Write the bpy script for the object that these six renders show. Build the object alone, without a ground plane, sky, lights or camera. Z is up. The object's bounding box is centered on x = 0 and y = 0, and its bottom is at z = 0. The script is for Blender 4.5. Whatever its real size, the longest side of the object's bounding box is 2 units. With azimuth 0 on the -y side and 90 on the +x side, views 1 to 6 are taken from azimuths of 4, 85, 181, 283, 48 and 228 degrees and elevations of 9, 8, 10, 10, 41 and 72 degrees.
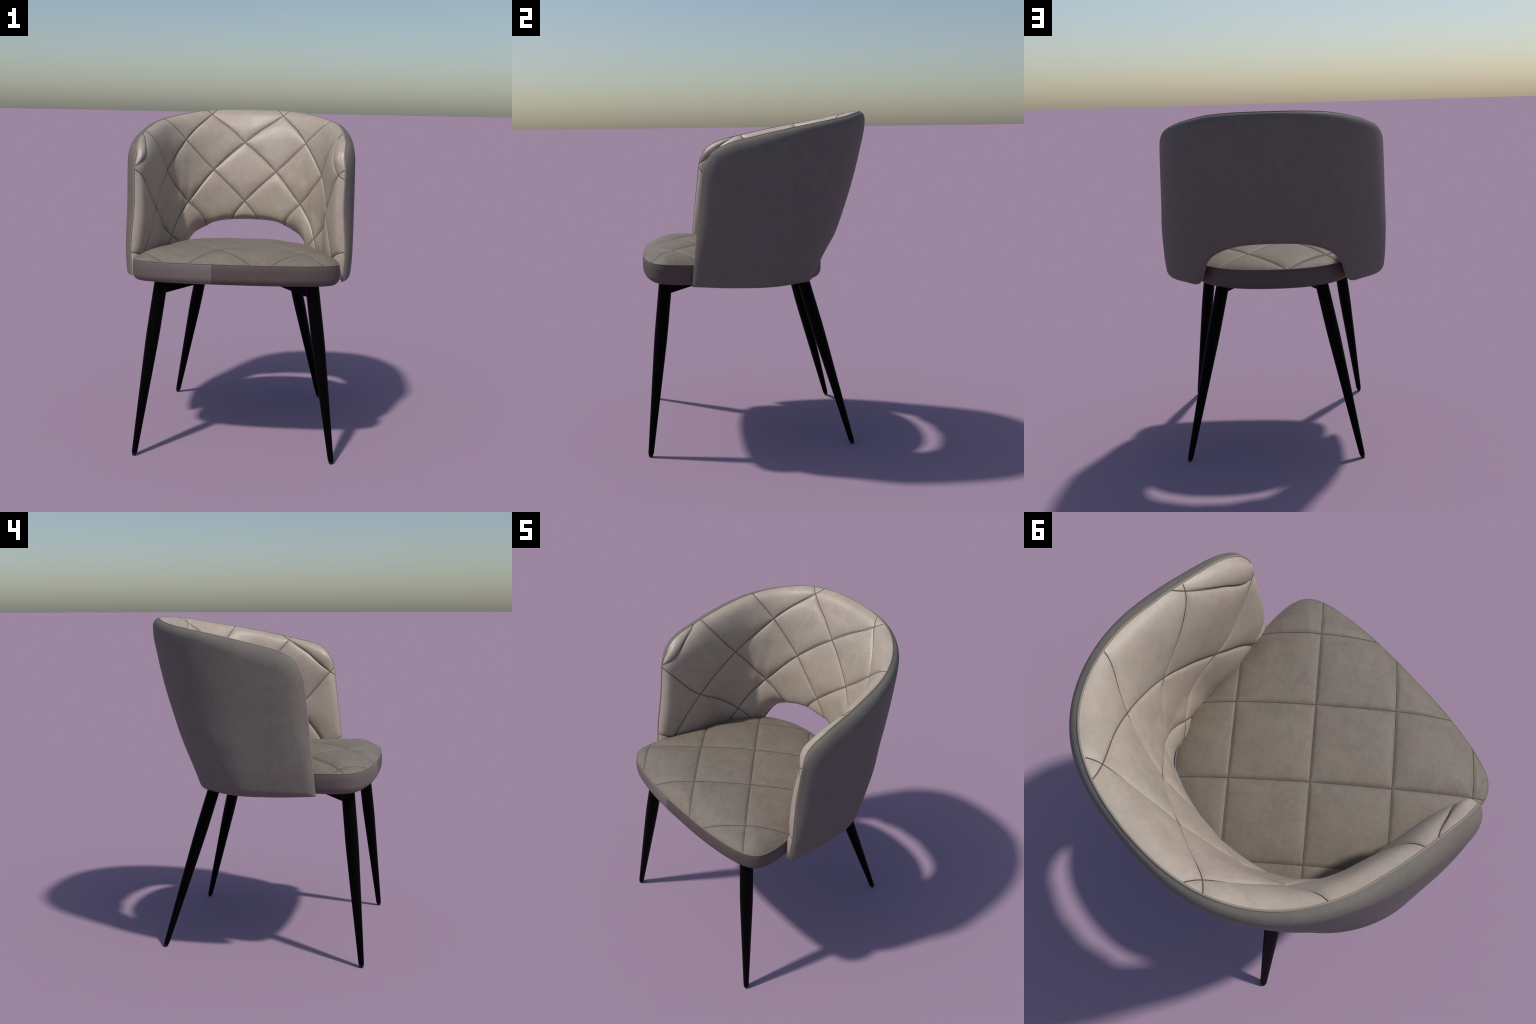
"""Upholstered armchair: quilted wrap-around backrest with an arched opening,
quilted seat with a plain band, four splayed black tapered legs on a cross frame."""
import bpy, math
import numpy as np

for o in list(bpy.data.objects):
    bpy.data.objects.remove(o, do_unlink=True)

# ------------------------------------------------------------------ helpers
def pchip(xs, ys, x):
    """Monotone cubic interpolation through a profile's control points."""
    xs = np.asarray(xs, float); ys = np.asarray(ys, float)
    x = np.clip(np.asarray(x, float), xs[0], xs[-1])
    h = np.diff(xs); dl = np.diff(ys) / h; m = np.zeros_like(ys)
    a, b = dl[:-1], dl[1:]; w1 = 2 * h[1:] + h[:-1]; w2 = h[1:] + 2 * h[:-1]
    ok = a * b > 0
    m[1:-1][ok] = (w1 + w2)[ok] / (w1[ok] / a[ok] + w2[ok] / b[ok])
    m[0] = dl[0]; m[-1] = dl[-1]
    i = np.clip(np.searchsorted(xs, x, side='right') - 1, 0, len(xs) - 2)
    t = (x - xs[i]) / h[i]
    return ((1 + 2 * t) * (1 - t) ** 2 * ys[i] + t * (1 - t) ** 2 * h[i] * m[i]
            + t * t * (3 - 2 * t) * ys[i + 1] + t * t * (t - 1) * h[i] * m[i + 1])

def smooth(a, b, x):
    t = np.clip((x - a) / (b - a), 0, 1)
    return t * t * (3 - 2 * t)

def mesh_from_grid(name, P, close_u=False, close_v=False, flip=False, caps=()):
    """Quad mesh over a grid of points P[u, v]."""
    nu, nv = P.shape[:2]
    idx = np.arange(nu * nv).reshape(nu, nv)
    iu = np.arange(nu if close_u else nu - 1); iv = np.arange(nv if close_v else nv - 1)
    U, V = np.meshgrid(iu, iv, indexing='ij')
    U2 = (U + 1) % nu; V2 = (V + 1) % nv
    F = np.stack([idx[U, V], idx[U2, V], idx[U2, V2], idx[U, V2]], -1).reshape(-1, 4)
    if flip:
        F = F[:, ::-1]
    verts = P.reshape(-1, 3).tolist(); faces = F.tolist()
    for c in caps:                       # c: row number along u to close with a fan
        ring = idx[c].tolist() if not close_u else idx[:, c].tolist()
        verts.append(np.mean([verts[k] for k in ring], 0).tolist()); k = len(verts) - 1
        for a, b in zip(ring, ring[1:] + ring[:1]):
            faces.append([a, b, k])
    me = bpy.data.meshes.new(name)
    me.from_pydata(verts, [], faces)
    me.validate(); me.update()
    me.polygons.foreach_set('use_smooth', [True] * len(me.polygons))
    return me

def add(name, me, mat, parent):
    ob = bpy.data.objects.new(name, me)
    bpy.context.scene.collection.objects.link(ob)
    ob.parent = parent
    if mat:
        me.materials.clear(); me.materials.append(mat)
    return ob

def fix_normals(me):
    import bmesh
    bm = bmesh.new(); bm.from_mesh(me)
    bmesh.ops.remove_doubles(bm, verts=bm.verts, dist=1e-6)
    bmesh.ops.recalc_face_normals(bm, faces=bm.faces)
    bm.to_mesh(me); bm.free()
    me.polygons.foreach_set('use_smooth', [True] * len(me.polygons))

def tube(name, path, radius, sides=8, closed=True):
    """Round cord along a 3D path."""
    path = np.asarray(path); n = len(path)
    if closed:
        T = np.roll(path, -1, 0) - np.roll(path, 1, 0)
    else:
        T = np.gradient(path, axis=0)
    T /= np.linalg.norm(T, axis=1, keepdims=True)
    R = np.zeros_like(T); ref = np.array([0.3, 0.2, 0.93])
    ref = ref - T[0] * (ref @ T[0]); R[0] = ref / np.linalg.norm(ref)
    for i in range(1, n):
        r = R[i - 1] - T[i] * (R[i - 1] @ T[i]); R[i] = r / np.linalg.norm(r)
    B = np.cross(T, R); a = np.linspace(0, 2 * np.pi, sides, endpoint=False)
    P = path[:, None] + radius * (np.cos(a)[None, :, None] * R[:, None] + np.sin(a)[None, :, None] * B[:, None])
    me = mesh_from_grid(name, P, close_u=closed, close_v=True)
    fix_normals(me)
    return me

def resample(path, n, closed=True):
    p = np.vstack([path, path[:1]]) if closed else np.asarray(path)
    L = np.r_[0, np.cumsum(np.linalg.norm(np.diff(p, axis=0), axis=1))]
    t = np.linspace(0, L[-1], n, endpoint=not closed)
    return np.stack([np.interp(t, L, p[:, k]) for k in range(3)], -1)

def dist_to(P, path):
    """Distance of grid points to a polyline of dense points."""
    flat = P.reshape(-1, 3); out = np.empty(len(flat))
    for i in range(0, len(flat), 20000):
        c = flat[i:i + 20000]
        d2 = (c ** 2).sum(1)[:, None] + (path ** 2).sum(1)[None] - 2 * c @ path.T
        out[i:i + 20000] = np.sqrt(np.maximum(d2.min(1), 0))
    return out.reshape(P.shape[:-1])

def quilt(p, q, cell, soft, crease=0.0025):
    """Pillow height 0..1 of a diamond quilt: 0 on the seams (integer p or q)."""
    def g(t):
        d = np.abs(t - np.round(t)) * cell
        d = np.sqrt(d * d + crease * crease) - crease
        return (1 - np.exp(-d / soft)) / (1 - math.exp(-0.5 * cell / soft))
    return g(p) * g(q)

def seam(p, q, cell, width=0.0065):
    """Narrow stitched valley along the seams, 0..1."""
    def g(t):
        return np.exp(-(np.abs(t - np.round(t)) * cell / width) ** 2)
    return np.maximum(g(p), g(q))

# ---------------------------------------------------------------- materials
def nd(nt, kind, **kw):
    n = nt.nodes.new(kind)
    for k, v in kw.items():
        setattr(n, k, v)
    return n

def fabric(name, base, vary=0.10, rough=0.62, spec=0.4, sheen=0.0, seam=None, warm=0.0):
    """Short-napped faux suede: cloudy brushed patches plus a fine grain."""
    m = bpy.data.materials.new(name); m.use_nodes = True
    nt = m.node_tree; L = nt.links.new
    b = nt.nodes['Principled BSDF']
    tc = nd(nt, 'ShaderNodeTexCoord')
    cloud = nd(nt, 'ShaderNodeTexNoise'); cloud.inputs['Scale'].default_value = 13
    cloud.inputs['Detail'].default_value = 5; cloud.inputs['Roughness'].default_value = 0.6
    cloud.inputs['Distortion'].default_value = 0.6
    L(tc.outputs['Object'], cloud.inputs['Vector'])
    streak_map = nd(nt, 'ShaderNodeMapping'); streak_map.inputs['Scale'].default_value = (60, 60, 22)
    L(tc.outputs['Object'], streak_map.inputs['Vector'])
    streak = nd(nt, 'ShaderNodeTexNoise'); streak.inputs['Scale'].default_value = 1.0
    streak.inputs['Detail'].default_value = 3
    L(streak_map.outputs['Vector'], streak.inputs['Vector'])
    grain = nd(nt, 'ShaderNodeTexNoise'); grain.inputs['Scale'].default_value = 420
    grain.inputs['Detail'].default_value = 2
    L(tc.outputs['Object'], grain.inputs['Vector'])
    mixn = nd(nt, 'ShaderNodeMix', data_type='FLOAT'); mixn.inputs[0].default_value = 0.4
    L(cloud.outputs['Fac'], mixn.inputs[2]); L(streak.outputs['Fac'], mixn.inputs[3])
    ramp = nd(nt, 'ShaderNodeValToRGB')
    lo = [c * (1 - vary) for c in base]; hi = [c * (1 + vary) for c in base]
    lo[0] *= 1.0 ; hi[2] *= 1.0 - warm
    ramp.color_ramp.elements[0].position = 0.33; ramp.color_ramp.elements[0].color = (*lo, 1)
    ramp.color_ramp.elements[1].position = 0.67; ramp.color_ramp.elements[1].color = (*hi, 1)
    L(mixn.outputs[0], ramp.inputs['Fac'])
    col = ramp.outputs['Color']
    # faint hue drift between a warmer and a cooler grey
    drift = nd(nt, 'ShaderNodeTexNoise'); drift.inputs['Scale'].default_value = 5.0
    drift.inputs['Detail'].default_value = 2
    L(tc.outputs['Object'], drift.inputs['Vector'])
    dr = nd(nt, 'ShaderNodeValToRGB')
    dr.color_ramp.elements[0].position = 0.35; dr.color_ramp.elements[0].color = (1.03, 0.985, 0.985, 1)
    dr.color_ramp.elements[1].position = 0.65; dr.color_ramp.elements[1].color = (0.985, 0.992, 0.978, 1)
    L(drift.outputs['Fac'], dr.inputs['Fac'])
    mul = nd(nt, 'ShaderNodeMix', data_type='RGBA', blend_type='MULTIPLY'); mul.inputs[0].default_value = 1
    L(col, mul.inputs[6]); L(dr.outputs['Color'], mul.inputs[7]); col = mul.outputs[2]
    if seam:                              # pale patch left of a hard edge, fading along the band
        sep = nd(nt, 'ShaderNodeSeparateXYZ'); L(tc.outputs['Object'], sep.inputs['Vector'])
        edge = nd(nt, 'ShaderNodeMath', operation='LESS_THAN'); edge.inputs[1].default_value = seam['x']
        L(sep.outputs['X'], edge.inputs[0])
        front = nd(nt, 'ShaderNodeMath', operation='LESS_THAN'); front.inputs[1].default_value = -0.3
        L(sep.outputs['Y'], front.inputs[0])
        fade = nd(nt, 'ShaderNodeMapRange'); L(sep.outputs['X'], fade.inputs['Value'])
        fade.inputs['From Min'].default_value = -0.62; fade.inputs['From Max'].default_value = seam['x']
        fade.inputs['To Min'].default_value = 0.25; fade.inputs['To Max'].default_value = 1.0
        k = nd(nt, 'ShaderNodeMath', operation='MULTIPLY'); L(edge.outputs[0], k.inputs[0]); L(front.outputs[0], k.inputs[1])
        k2 = nd(nt, 'ShaderNodeMath', operation='MULTIPLY'); L(k.outputs[0], k2.inputs[0]); L(fade.outputs['Result'], k2.inputs[1])
        mx = nd(nt, 'ShaderNodeMix', data_type='RGBA'); L(k2.outputs[0], mx.inputs[0]); L(col, mx.inputs[6])
        mx.inputs[7].default_value = (*seam['color'], 1); col = mx.outputs[2]
    L(col, b.inputs['Base Color'])
    rr = nd(nt, 'ShaderNodeMapRange'); L(cloud.outputs['Fac'], rr.inputs['Value'])
    rr.inputs['From Min'].default_value = 0.3; rr.inputs['From Max'].default_value = 0.7
    rr.inputs['To Min'].default_value = rough - 0.05; rr.inputs['To Max'].default_value = rough + 0.06
    L(rr.outputs['Result'], b.inputs['Roughness'])
    b.inputs['Specular IOR Level'].default_value = spec
    b.inputs['Sheen Weight'].default_value = sheen
    bump = nd(nt, 'ShaderNodeBump'); bump.inputs['Strength'].default_value = 0.12; bump.inputs['Distance'].default_value = 0.002
    L(grain.outputs['Fac'], bump.inputs['Height'])
    bump2 = nd(nt, 'ShaderNodeBump'); bump2.inputs['Strength'].default_value = 0.15; bump2.inputs['Distance'].default_value = 0.006
    L(mixn.outputs[0], bump2.inputs['Height']); L(bump.outputs['Normal'], bump2.inputs['Normal'])
    L(bump2.outputs['Normal'], b.inputs['Normal'])
    return m

def lacquer(name, base, rough):
    """Matt black powder coat with a slight mottle."""
    m = bpy.data.materials.new(name); m.use_nodes = True
    nt = m.node_tree; L = nt.links.new; b = nt.nodes['Principled BSDF']
    tc = nd(nt, 'ShaderNodeTexCoord')
    n = nd(nt, 'ShaderNodeTexNoise'); n.inputs['Scale'].default_value = 45; n.inputs['Detail'].default_value = 4
    L(tc.outputs['Object'], n.inputs['Vector'])
    r = nd(nt, 'ShaderNodeValToRGB')
    r.color_ramp.elements[0].position = 0.35; r.color_ramp.elements[0].color = (*[c * 0.75 for c in base], 1)
    r.color_ramp.elements[1].position = 0.7; r.color_ramp.elements[1].color = (*[c * 1.3 for c in base], 1)
    L(n.outputs['Fac'], r.inputs['Fac']); L(r.outputs['Color'], b.inputs['Base Color'])
    b.inputs['Roughness'].default_value = rough
    b.inputs['Specular IOR Level'].default_value = 0.05
    return m

LINING = fabric('quilted_taupe_suede', (0.390, 0.330, 0.268), vary=0.09, rough=0.47, spec=0.56)
SHELL = fabric('grey_taupe_suede', (0.157, 0.144, 0.126), vary=0.09, rough=0.62, spec=0.15)  # base darkened towards the shade on the outer sides and back
SEAT = fabric('seat_taupe_suede', (0.190, 0.164, 0.136), vary=0.14, rough=0.58, spec=0.22)
BAND = fabric('seat_band_suede', (0.105, 0.084, 0.076), vary=0.07, rough=0.62, spec=0.2, seam=dict(x=-0.115, color=(0.175, 0.145, 0.135)))  # brown deepened partway to the shadow baked on the front band
CORD = fabric('piping_cord', (0.24, 0.212, 0.18), vary=0.05, spec=0.3)
SEAM_DARK = fabric('dark_brown_line', (0.105, 0.088, 0.075), vary=0.05, spec=0.1)
BLACK = lacquer('black_powder_coat', (0.0007, 0.0006, 0.0007), 0.5)
RUBBER = lacquer('dark_rubber', (0.02, 0.018, 0.018), 0.6)

BAND_MAT = BAND
U_COEF = [2.1241, 5.5863, 0.0226, -0.0056, -1.822, -0.2013, -1.9575, -0.429, 2.3739, 0.0117, -0.2266, 3.3171, 0.0978, -0.0011, 1.388, 0.5697, 0.5969, 0.1888, -0.7269, 0.0007, 0.3702]
V_COEF = [-0.701, 0.0771, 4.9825, -0.6858, -0.0175, -0.4092, -0.0954, -1.9757, -0.3921, 0.3244, -0.3129, 0.1833, 1.9337, -0.5382, 0.0281, 1.0716, 0.5391, 0.5589, 0.1663, 0.0282, -0.5897]
PUFF, PUFF_L, STITCH = 0.0135, 0.024, 0.0050
SEAT_PUFF, SEAT_PUFF_L = 0.012, 0.035
SEAM_DARK_R = 0.0023

# ------------------------------------------------------------ backrest shell
# Plan section of the outer wall at height z: half a superellipse behind,
# almost straight arms in front.  Rows: height, half width, rear reach,
# y of the arm's front edge, squareness of the superellipse, y where it begins.
SECTIONS = np.array([
    (0.930, 0.655, 0.402, -0.408, 2.14, -0.06),
    (0.985, 0.669, 0.421, -0.403, 2.14, -0.055),
    (1.050, 0.679, 0.437, -0.398, 2.15, -0.04),
    (1.150, 0.685, 0.470, -0.388, 2.18, -0.02),
    (1.300, 0.6865, 0.530, -0.375, 2.22, 0.00),
    (1.450, 0.686, 0.580, -0.360, 2.36, -0.06),
    (1.600, 0.685, 0.623, -0.342, 2.52, -0.12),
    (1.750, 0.682, 0.660, -0.328, 2.57, -0.15),
    (1.900, 0.674, 0.692, -0.316, 2.56, -0.16),
    (2.020, 0.658, 0.700, -0.305, 2.54, -0.16)])
ARM_Y = -0.16                              # the arms turn in a little in front of this
NZ, NS, Z0, Z1 = 260, 700, 0.93, 2.02
zt = np.linspace(Z0, Z1, NZ)
TX = np.zeros((NZ, NS)); TY = np.zeros((NZ, NS)); TL = np.zeros(NZ)
for k, z in enumerate(zt):
    w, yb, yf, sq, y0 = [float(pchip(SECTIONS[:, 0], SECTIONS[:, j], z)) for j in (1, 2, 3, 4, 5)]
    a = np.linspace(0, np.pi / 2, 900)
    x = w * np.sin(a) ** (2 / sq); y = y0 + (yb - y0) * np.cos(a) ** (2 / sq)
    ya = np.linspace(y0, yf, 400)[1:]
    x = np.r_[x, w - (0.45 + 0.5 * float(smooth(1.15, 1.5, z))) * np.clip(ARM_Y - ya, 0, 1) ** 2]; y = np.r_[y, ya]
    ln = np.r_[0, np.cumsum(np.hypot(np.diff(x), np.diff(y)))]
    TL[k] = ln[-1]; s = np.linspace(0, ln[-1], NS)
    TX[k] = np.interp(s, ln, x); TY[k] = np.interp(s, ln, y)

def wall(s, z):
    """Point of the outer wall: s from -1 (left arm front) over 0 (rear) to 1, height z."""
    s, z = np.broadcast_arrays(np.asarray(s, float), np.asarray(z, float))
    a = np.clip(np.abs(s), 0, 1) * (NS - 1); b = np.clip((z - Z0) / (Z1 - Z0), 0, 1) * (NZ - 1)
    i = np.minimum(a.astype(int), NS - 2); j = np.minimum(b.astype(int), NZ - 2); f = a - i; g = b - j
    def q(T):
        return (T[j, i] * (1 - f) + T[j, i + 1] * f) * (1 - g) + (T[j + 1, i] * (1 - f) + T[j + 1, i + 1] * f) * g
    return np.stack([np.sign(s) * q(TX), q(TY), z], -1)

def wall_normal(s, z):
    h = 0.012
    du = wall(np.clip(s + h, -1, 1), z) - wall(np.clip(s - h, -1, 1), z)
    dv = wall(s, np.clip(z + h, Z0, Z1)) - wall(s, np.clip(z - h, Z0, Z1))
    n = np.cross(du, dv); n /= np.linalg.norm(n, axis=-1, keepdims=True)
    c = wall(s, z) - np.array([0, -0.1, 0]); c[..., 2] = 0
    return n * np.sign((n * c).sum(-1, keepdims=True))

# top rim: height over |s| (drops in a round shoulder to the arm's front edge)
RIM_S = [0.0, 0.10, 0.215, 0.395, 0.595, 0.70, 0.802, 0.88, 0.94, 0.968, 0.985, 0.995, 1.0]
RIM_Z = [1.994, 1.993, 1.987, 1.956, 1.914, 1.885, 1.854, 1.827, 1.795, 1.767, 1.730, 1.690, 1.610]
# lower edge: arched opening behind, then level along the arms
LOW_S = [0.0, 0.076, 0.138, 0.193, 0.25, 0.284, 0.314, 0.336, 0.348, 0.360, 0.385, 0.43, 0.60, 0.80, 1.0]
LOW_Z = [1.256, 1.253, 1.245, 1.227, 1.197, 1.166, 1.120, 1.066, 1.033, 1.010, 0.995, 0.990, 0.991, 0.996, 1.008]

def rim_z(s):
    # spread the shoulder with a square-root axis so that the corner stays round
    e = np.sqrt(1 - np.clip(np.abs(s), 0, 1)); E = np.sqrt(1 - np.array(RIM_S))[::-1]
    return pchip(E, RIM_Z[::-1], e)

def low_z(s):
    return pchip(LOW_S, LOW_Z, np.abs(s))

def edge_inset(s, top):
    """How far the piping lies inside the outer wall."""
    a = np.abs(s)
    t = pchip([0, 0.2, 0.4, 0.58, 0.69, 0.8, 0.94, 0.985, 1.0], [0.028, 0.035, 0.038, 0.046, 0.056, 0.058, 0.054, 0.049, 0.034], a)
    l = 0.016 + 0.016 * smooth(0.38, 0.46, a) - 0.004 * smooth(0.5, 0.9, a)
    return t * top + l * (1 - top)

def grid(nu, nv):
    t = np.linspace(-1, 1, nu); s = np.sign(t) * (1 - (1 - np.abs(t)) ** 1.25)
    S = np.repeat(s[:, None], nv, 1)
    v = np.linspace(0, 1, nv)[None] ** 1.2
    lo = low_z(s)[:, None]; hi = rim_z(s)[:, None]
    return S, lo + (hi - lo) * v, np.repeat(v, nu, 0)

sb = np.sign(np.linspace(-1, 1, 2200)) * (1 - (1 - np.abs(np.linspace(-1, 1, 2200))) ** 1.6)
TOP_LINE = wall(sb, rim_z(sb))
LOW_LINE = wall(sb, low_z(sb))
ARM_LINE = np.vstack([wall(k * np.ones(400), np.linspace(1.005, 1.61, 400)) for k in (-1, 1)])
UPPER_EDGE = np.vstack([TOP_LINE, ARM_LINE])

def shell_geometry(nu, nv):
    S, Z, V = grid(nu, nv)
    P = wall(S, Z); N = wall_normal(S, Z)
    du, dl = dist_to(P, UPPER_EDGE), dist_to(P, LOW_LINE)
    du[:, -1] = 0; du[0] = 0; du[-1] = 0; dl[:, 0] = 0
    return S, Z, V, P, N, du, dl

S, Z, V, P, N, du, dl = shell_geometry(500, 180)
top = smooth(0.0, 1.0, V)
r0 = edge_inset(S, top)
d = np.minimum(du, dl)
R = 0.054 + 0.050 * smooth(0.55, 0.88, np.abs(S)) * smooth(1.10, 1.5, Z)      # the arms roll over more softly
def quarter(t):
    return 1 - np.sqrt(np.clip(1 - (1 - np.clip(t, 0, 1)) ** 2, 0, 1))
RL = 0.026 + 0.024 * smooth(0.38, 0.50, np.abs(S)) - 0.02 * smooth(0.8, 1.0, np.abs(S))
rnd = np.maximum(quarter(du / R), quarter(dl / RL))
shell_me = mesh_from_grid('backrest_shell', P - N * (r0 * rnd)[..., None])

# quilted lining: starts at the piping and swells inwards into a thick pad
S, Z, V, P, N, du, dl = shell_geometry(900, 340)
top = smooth(0.0, 1.0, V)
r0 = edge_inset(S, top)
aS = np.abs(S)
ef = (1 - aS) * 1.40; er = np.clip(rim_z(S) - Z, 0, 2)      # distances to the arm's front and to the rim
de = (ef + 1e-4) * (er + 1e-4) / ((ef + 1e-4) ** 3 + (er + 1e-4) ** 3) ** (1 / 3)
swell = 0.031 * (1 - np.exp(-de / 0.016)) + 0.105 * (1 - np.exp(-de / 0.175))
lip = 0.75 * (1 - np.exp(-dl / (0.007 + 0.018 * smooth(0.18, 0.28, np.abs(S))))) + 0.25 * (1 - np.exp(-dl / 0.06))
lumbar = (1 - smooth(0.30, 0.58, aS)) * smooth(1.30, 1.48, Z) * (1 - np.exp(-du / 0.10))
plump = (0.4 * smooth(0.42, 0.56, aS) + 0.6 * smooth(0.66, 0.84, aS)) * (1 - smooth(1.30, 1.55, Z)) * (1 - np.exp(-du / 0.03))
inset = r0 + swell * lip + (0.017 * plump + 0.018 * lumbar) * lip
# diamond lattice on the wall (u runs round, v up); seams lie on whole p and q
def lattice(s, z):
    t = z - 1.6
    F = np.stack([np.ones_like(s), s, t, s * s, s * t, t * t, s ** 3, s * s * t, s * t * t, t ** 3, s ** 4, s ** 3 * t, s * s * t * t,
                  s * t ** 3, s ** 5, s ** 4 * t, s ** 3 * t * t, s ** 6, s ** 5 * t, s ** 7, s ** 4 * t * t], -1)
    return F @ np.array(U_COEF), F @ np.array(V_COEF)
u, v = lattice(S, Z)
p = (u - v) / 2; q = (u + v) / 2
d = np.minimum(du, dl)
puff = (PUFF * quilt(p, q, 0.27, PUFF_L) - STITCH * seam(p, q, 0.27)) * (1 - np.exp(-d / 0.006))
puff *= 1 - 0.7 * (1 - smooth(1.06, 1.20, Z)) * smooth(0.28, 0.36, aS) * (1 - smooth(0.48, 0.60, aS))   # calm behind the seat
# the pad swells forward past the arm's edge and up over the rim
pillow = 0.55 + 0.45 * quilt(p, q, 0.27, 0.045)
fwd = 0.036 * (1 - np.exp(-ef / 0.012)) * np.exp(-ef / 0.055) * smooth(0.0, 0.02, er) * pillow
up = 0.003 * (1 - np.exp(-er / 0.010)) * np.exp(-er / 0.05) * pillow
sag = 0.043 * (1 - np.exp(-dl / 0.006)) * np.exp(-dl / 0.045) * (1 - smooth(0.24, 0.34, aS))   # the pad hangs over the arch
LINING_P = P - N * (inset + puff)[..., None] + np.stack([0 * fwd, -fwd, up - sag], -1)
lining_me = mesh_from_grid('backrest_lining', LINING_P, flip=True)

# thin dark lines along the seams: where p or q crosses a whole number along each column
def dark_line_paths(F):
    paths = []
    for k in range(int(np.floor(F.min())), int(np.ceil(F.max())) + 1):
        run = []
        for i in range(1, F.shape[0] - 1):
            g = F[i] - k
            j = np.nonzero((g[:-1] * g[1:] <= 0) & (np.arange(len(g) - 1) > 2))[0]
            if len(j):
                j = j[-1]; w = g[j] / (g[j] - g[j + 1] + 1e-12)
                pt = LINING_P[i, j] * (1 - w) + LINING_P[i, j + 1] * w
                if run and np.linalg.norm(run[-1] - pt) > 0.08:
                    if len(run) > 5:
                        paths.append(np.array(run))
                    run = []
                run.append(pt)
            else:
                if len(run) > 5:
                    paths.append(np.array(run))
                run = []
        if len(run) > 5:
            paths.append(np.array(run))
    return paths

def join_meshes(name, meshes):
    import bmesh
    bm = bmesh.new()
    for m in meshes:
        bm.from_mesh(m); bpy.data.meshes.remove(m)
    me = bpy.data.meshes.new(name); bm.to_mesh(me); bm.free()
    me.polygons.foreach_set('use_smooth', [True] * len(me.polygons))
    return me

def dark_lines_mesh(name, paths, r=SEAM_DARK_R):
    return join_meshes(name, [tube(name, resample(c, max(8, int(np.linalg.norm(np.diff(c, axis=0), axis=1).sum() / 0.006)), False), r, 6, False) for c in paths])

lining_dark_lines_me = dark_lines_mesh('dark_seam_lines', dark_line_paths(p) + dark_line_paths(q))

# closed line of the piping, round the rim, arms and lower edge
rim_line = LINING_P[:, -1]; low_line = LINING_P[:, 0]
loop = np.vstack([rim_line, LINING_P[-1, ::-1][1:-1], low_line[::-1], LINING_P[0][1:-1]])
cord_me = tube('piping', resample(loop, 900), 0.0040)

# --------------------------------------------------------------------- seat
SEAT_X = 0.007
# right half of the outline from the front middle to the rear middle
OUT = np.array([(0.0, -0.693), (0.12, -0.692), (0.24, -0.686), (0.36, -0.672), (0.46, -0.651), (0.525, -0.626), (0.568, -0.590),
                (0.588, -0.54), (0.591, -0.48), (0.583, -0.40), (0.564, -0.31), (0.543, -0.22), (0.520, -0.10),
                (0.498, 0.02), (0.472, 0.12), (0.432, 0.212), (0.367, 0.293), (0.282, 0.356), (0.18, 0.397), (0.08, 0.414), (0.0, 0.418)])

def closed_spline(pts, n):
    """Closed Catmull-Rom curve, evenly resampled."""
    k = len(pts); out = []
    for i in range(k):
        a, b, c, e = (pts[(i + j - 1) % k] for j in range(4))
        t = np.linspace(0, 1, 24, endpoint=False)[:, None]
        out.append(0.5 * (2 * b + (c - a) * t + (2 * a - 5 * b + 4 * c - e) * t ** 2 + (3 * b - a - 3 * c + e) * t ** 3))
    return resample(np.c_[np.vstack(out), np.zeros(k * 24)], n)[:, :2]

outline = closed_spline(np.vstack([OUT, OUT[-2:0:-1] * [-1, 1]]), 900)
outline[:, 0] += SEAT_X
cen = np.array([SEAT_X, -0.15])
tangent = np.roll(outline, -1, 0) - np.roll(outline, 1, 0)
nrm = np.stack([tangent[:, 1], -tangent[:, 0]], -1); nrm /= np.linalg.norm(nrm, axis=1, keepdims=True)
nrm *= np.sign((nrm * (outline - cen)).sum(1, keepdims=True))

def seat_slope(y):
    return -0.042 * (y + 0.70)

def outline_ring(off, z):
    xy = outline + nrm * off
    return np.c_[xy, z + seat_slope(xy[:, 1])]

# band: (offset from the outline, height) from the piping down and under

prof = [(-0.004, 1.143), (0.000, 1.139), (0.004, 1.125), (0.006, 1.105), (0.006, 1.085), (0.005, 1.062), (0.001, 1.046),
        (-0.008, 1.033), (-0.024, 1.024), (-0.050, 1.021), (-0.20, 1.021)]
pr = np.array(prof); tt = np.linspace(0, len(pr) - 1, 61)
pr = np.stack([pchip(np.arange(len(pr)), pr[:, 0], tt), pchip(np.arange(len(pr)), pr[:, 1], tt)], -1)
band_me = mesh_from_grid('seat_band', np.stack([outline_ring(a, b) for a, b in pr], 0), close_v=True, caps=(-1,))
fix_normals(band_me)

# quilted top: rings shrinking from the piping to the middle
rings = 1 - np.linspace(0, 1, 261) ** 1.0
rings = rings[:-1]
XY = cen + (outline - cen)[None] * rings[:, None, None]
XYZ = np.concatenate([XY, np.zeros(XY.shape[:2] + (1,))], -1)
de = dist_to(XYZ, np.c_[outline, np.zeros(len(outline))])
Xs, Ys = XY[..., 0], XY[..., 1]
su = (Xs + 0.077) / 0.2337; sv = (Ys + 0.515) / 0.234
sp, sq = (su - sv) / 2, (su + sv) / 2
base = 1.141 + seat_slope(Ys) + (0.077 - 0.010 * smooth(0.15, 0.45, np.abs(Xs)) - 0.032 * smooth(-0.1, 0.38, Ys)) * (1 - np.exp(-de / 0.100))
lift = (SEAT_PUFF * quilt(sp, sq, 0.331, SEAT_PUFF_L) - STITCH * 0.8 * seam(sp, sq, 0.331)) * (1 - np.exp(-de / 0.030))
TOP = np.stack([Xs, Ys, base + lift], -1)
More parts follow.
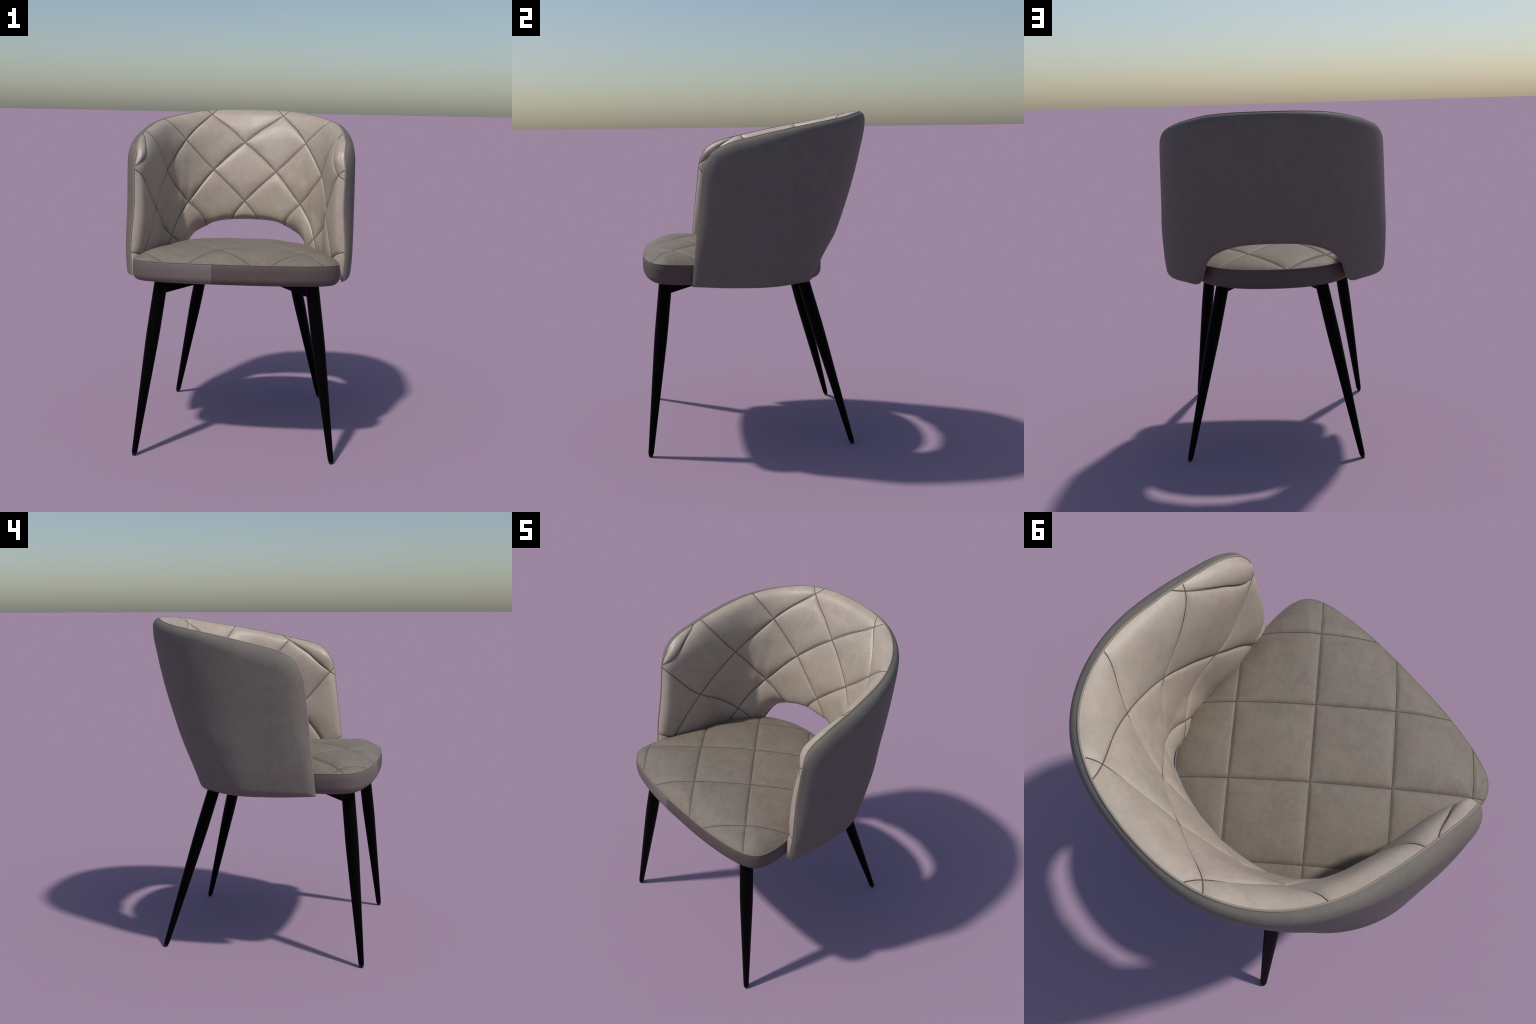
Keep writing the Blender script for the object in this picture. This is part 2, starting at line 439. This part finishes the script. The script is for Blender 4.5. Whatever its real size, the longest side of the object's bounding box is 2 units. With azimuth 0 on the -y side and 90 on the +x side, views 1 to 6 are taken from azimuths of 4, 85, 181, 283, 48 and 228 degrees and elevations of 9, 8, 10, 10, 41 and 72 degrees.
top_me = mesh_from_grid('seat_top', TOP, close_v=True, caps=(-1,))
fix_normals(top_me)
def seat_height(x, y):
    e = dist_to(np.stack([x, y, 0 * x], -1), np.c_[outline, np.zeros(len(outline))])
    u1 = (x + 0.077) / 0.2337; v1 = (y + 0.515) / 0.234
    p1, q1 = (u1 - v1) / 2, (u1 + v1) / 2
    z = 1.141 + seat_slope(y) + (0.077 - 0.010 * smooth(0.15, 0.45, np.abs(x)) - 0.032 * smooth(-0.1, 0.38, y)) * (1 - np.exp(-e / 0.100))
    return z + (SEAT_PUFF * quilt(p1, q1, 0.331, SEAT_PUFF_L) - STITCH * 0.8 * seam(p1, q1, 0.331)) * (1 - np.exp(-e / 0.030)), e

def inside(x, y):
    a, b = outline, np.roll(outline, -1, 0); hit = np.zeros(len(x), bool)
    for (x0, y0), (x1, y1) in zip(a, b):
        c = (y0 > y) != (y1 > y)
        if c.any():
            hit ^= c & (x < (x1 - x0) * (y - y0) / (y1 - y0 + 1e-15) + x0)
    return hit

seat_paths = []
for k in range(-6, 7):
    for sign in (-1, 1):                    # p = (su - sv) / 2 and q = (su + sv) / 2
        t = np.linspace(-5, 7, 1600); su_ = t; sv_ = sign * (2 * k - t) if sign > 0 else t - 2 * k
        x = su_ * 0.2337 - 0.077; y = sv_ * 0.234 - 0.515
        m = inside(x, y); x, y = x[m], y[m]
        if len(x) > 25:
            z, e = seat_height(x, y); ok = e > 0.004
            seat_paths.append(np.stack([x, y, z], -1)[ok])
seat_dark_lines_me = dark_lines_mesh('dark_seam_lines', [c for c in seat_paths if len(c) > 15])

seat_cord_me = tube('seat_piping', outline_ring(-0.001, 1.1415), 0.0030)

# -------------------------------------------------------------- leg frame
AX = 0.0145
LEGS = [  # top centre at z = 1.03, foot centre on the ground
    ((0.4305, -0.553), (0.571, -0.667)), ((-0.4305, -0.553), (-0.571, -0.667)),
    ((0.283, 0.264), (0.5025, 0.545)), ((-0.283, 0.264), (-0.5025, 0.545))]
LEG_T = [0.0, 0.012, 0.018, 0.022, 0.20, 0.45, 0.66, 0.72, 0.80, 1.03]
LEG_R = [0.011, 0.0145, 0.0158, 0.0165, 0.0225, 0.0308, 0.0375, 0.0386, 0.0388, 0.0388]

def leg_mesh(name, top, foot, z0, z1):
    zs = np.unique(np.r_[np.linspace(z0, z1, 40), [z for z in LEG_T if z0 <= z <= z1]])
    a = np.linspace(0, 2 * np.pi, 40, endpoint=False)
    rows = []
    for z in zs:
        t = z / 1.03; c = np.array(foot) + (np.array(top) - foot) * t
        r = np.interp(z, LEG_T, LEG_R)
        rows.append(np.stack([c[0] + AX + r * np.cos(a), c[1] + r * np.sin(a), np.full_like(a, z)], -1))
    me = mesh_from_grid(name, np.array(rows), close_v=True, caps=(0, -1)); fix_normals(me)
    for f in me.polygons:
        f.use_smooth = abs(f.normal.z) < 0.9
    return me

def brace_mesh(name, top, foot):
    """Flat bar on edge, deep at the leg and running out towards the middle under the seat."""
    c = np.array([AX, -0.10]); t = np.array(top) + [AX, 0]
    e = t + (np.array(foot) - top) * 0.02
    dv = (c - e) / np.linalg.norm(c - e); side = np.array([-dv[1], dv[0]]) * 0.020
    rows = []
    for f in np.linspace(0.0, 1.0, 12):
        m = e + (c - e) * f
        zb = 0.943 + 0.062 * f; ztop = 1.03
        rows.append([(*(m + side), zb), (*(m - side), zb), (*(m - side), ztop), (*(m + side), ztop)])
    me = mesh_from_grid(name, np.array(rows), close_v=True, caps=(0, -1)); fix_normals(me)
    me.polygons.foreach_set('use_smooth', [False] * len(me.polygons))
    return me

# ------------------------------------------------------------------ assemble
chair = bpy.data.objects.new('armchair', None)
bpy.context.scene.collection.objects.link(chair)
chair['label'] = 'taupe quilted tub armchair with arched back opening and black tapered legs'
chair['category'] = 'armchair'

for me in (shell_me, lining_me):
    me.update()
shell = add('backrest_shell', shell_me, SHELL, chair)
lining = add('backrest_lining', lining_me, LINING, chair)
add('piping', cord_me, CORD, shell)
band = add('seat_band', band_me, BAND, chair)
top_ob = add('seat_top', top_me, SEAT, band)
for th in (add('dark_seam_lines', lining_dark_lines_me, SEAM_DARK, lining), add('dark_seam_lines', seat_dark_lines_me, SEAM_DARK, top_ob)):
    th['kind'] = 'stuff'
add('piping', seat_cord_me, SEAT, band)
for tp, ft in LEGS:
    leg = add('leg', leg_mesh('leg', tp, ft, 0.014, 1.03), BLACK, chair)
    add('foot_cap', leg_mesh('foot_cap', tp, ft, 0.0, 0.014), RUBBER, leg)
    add('brace', brace_mesh('brace', tp, ft), BLACK, leg)
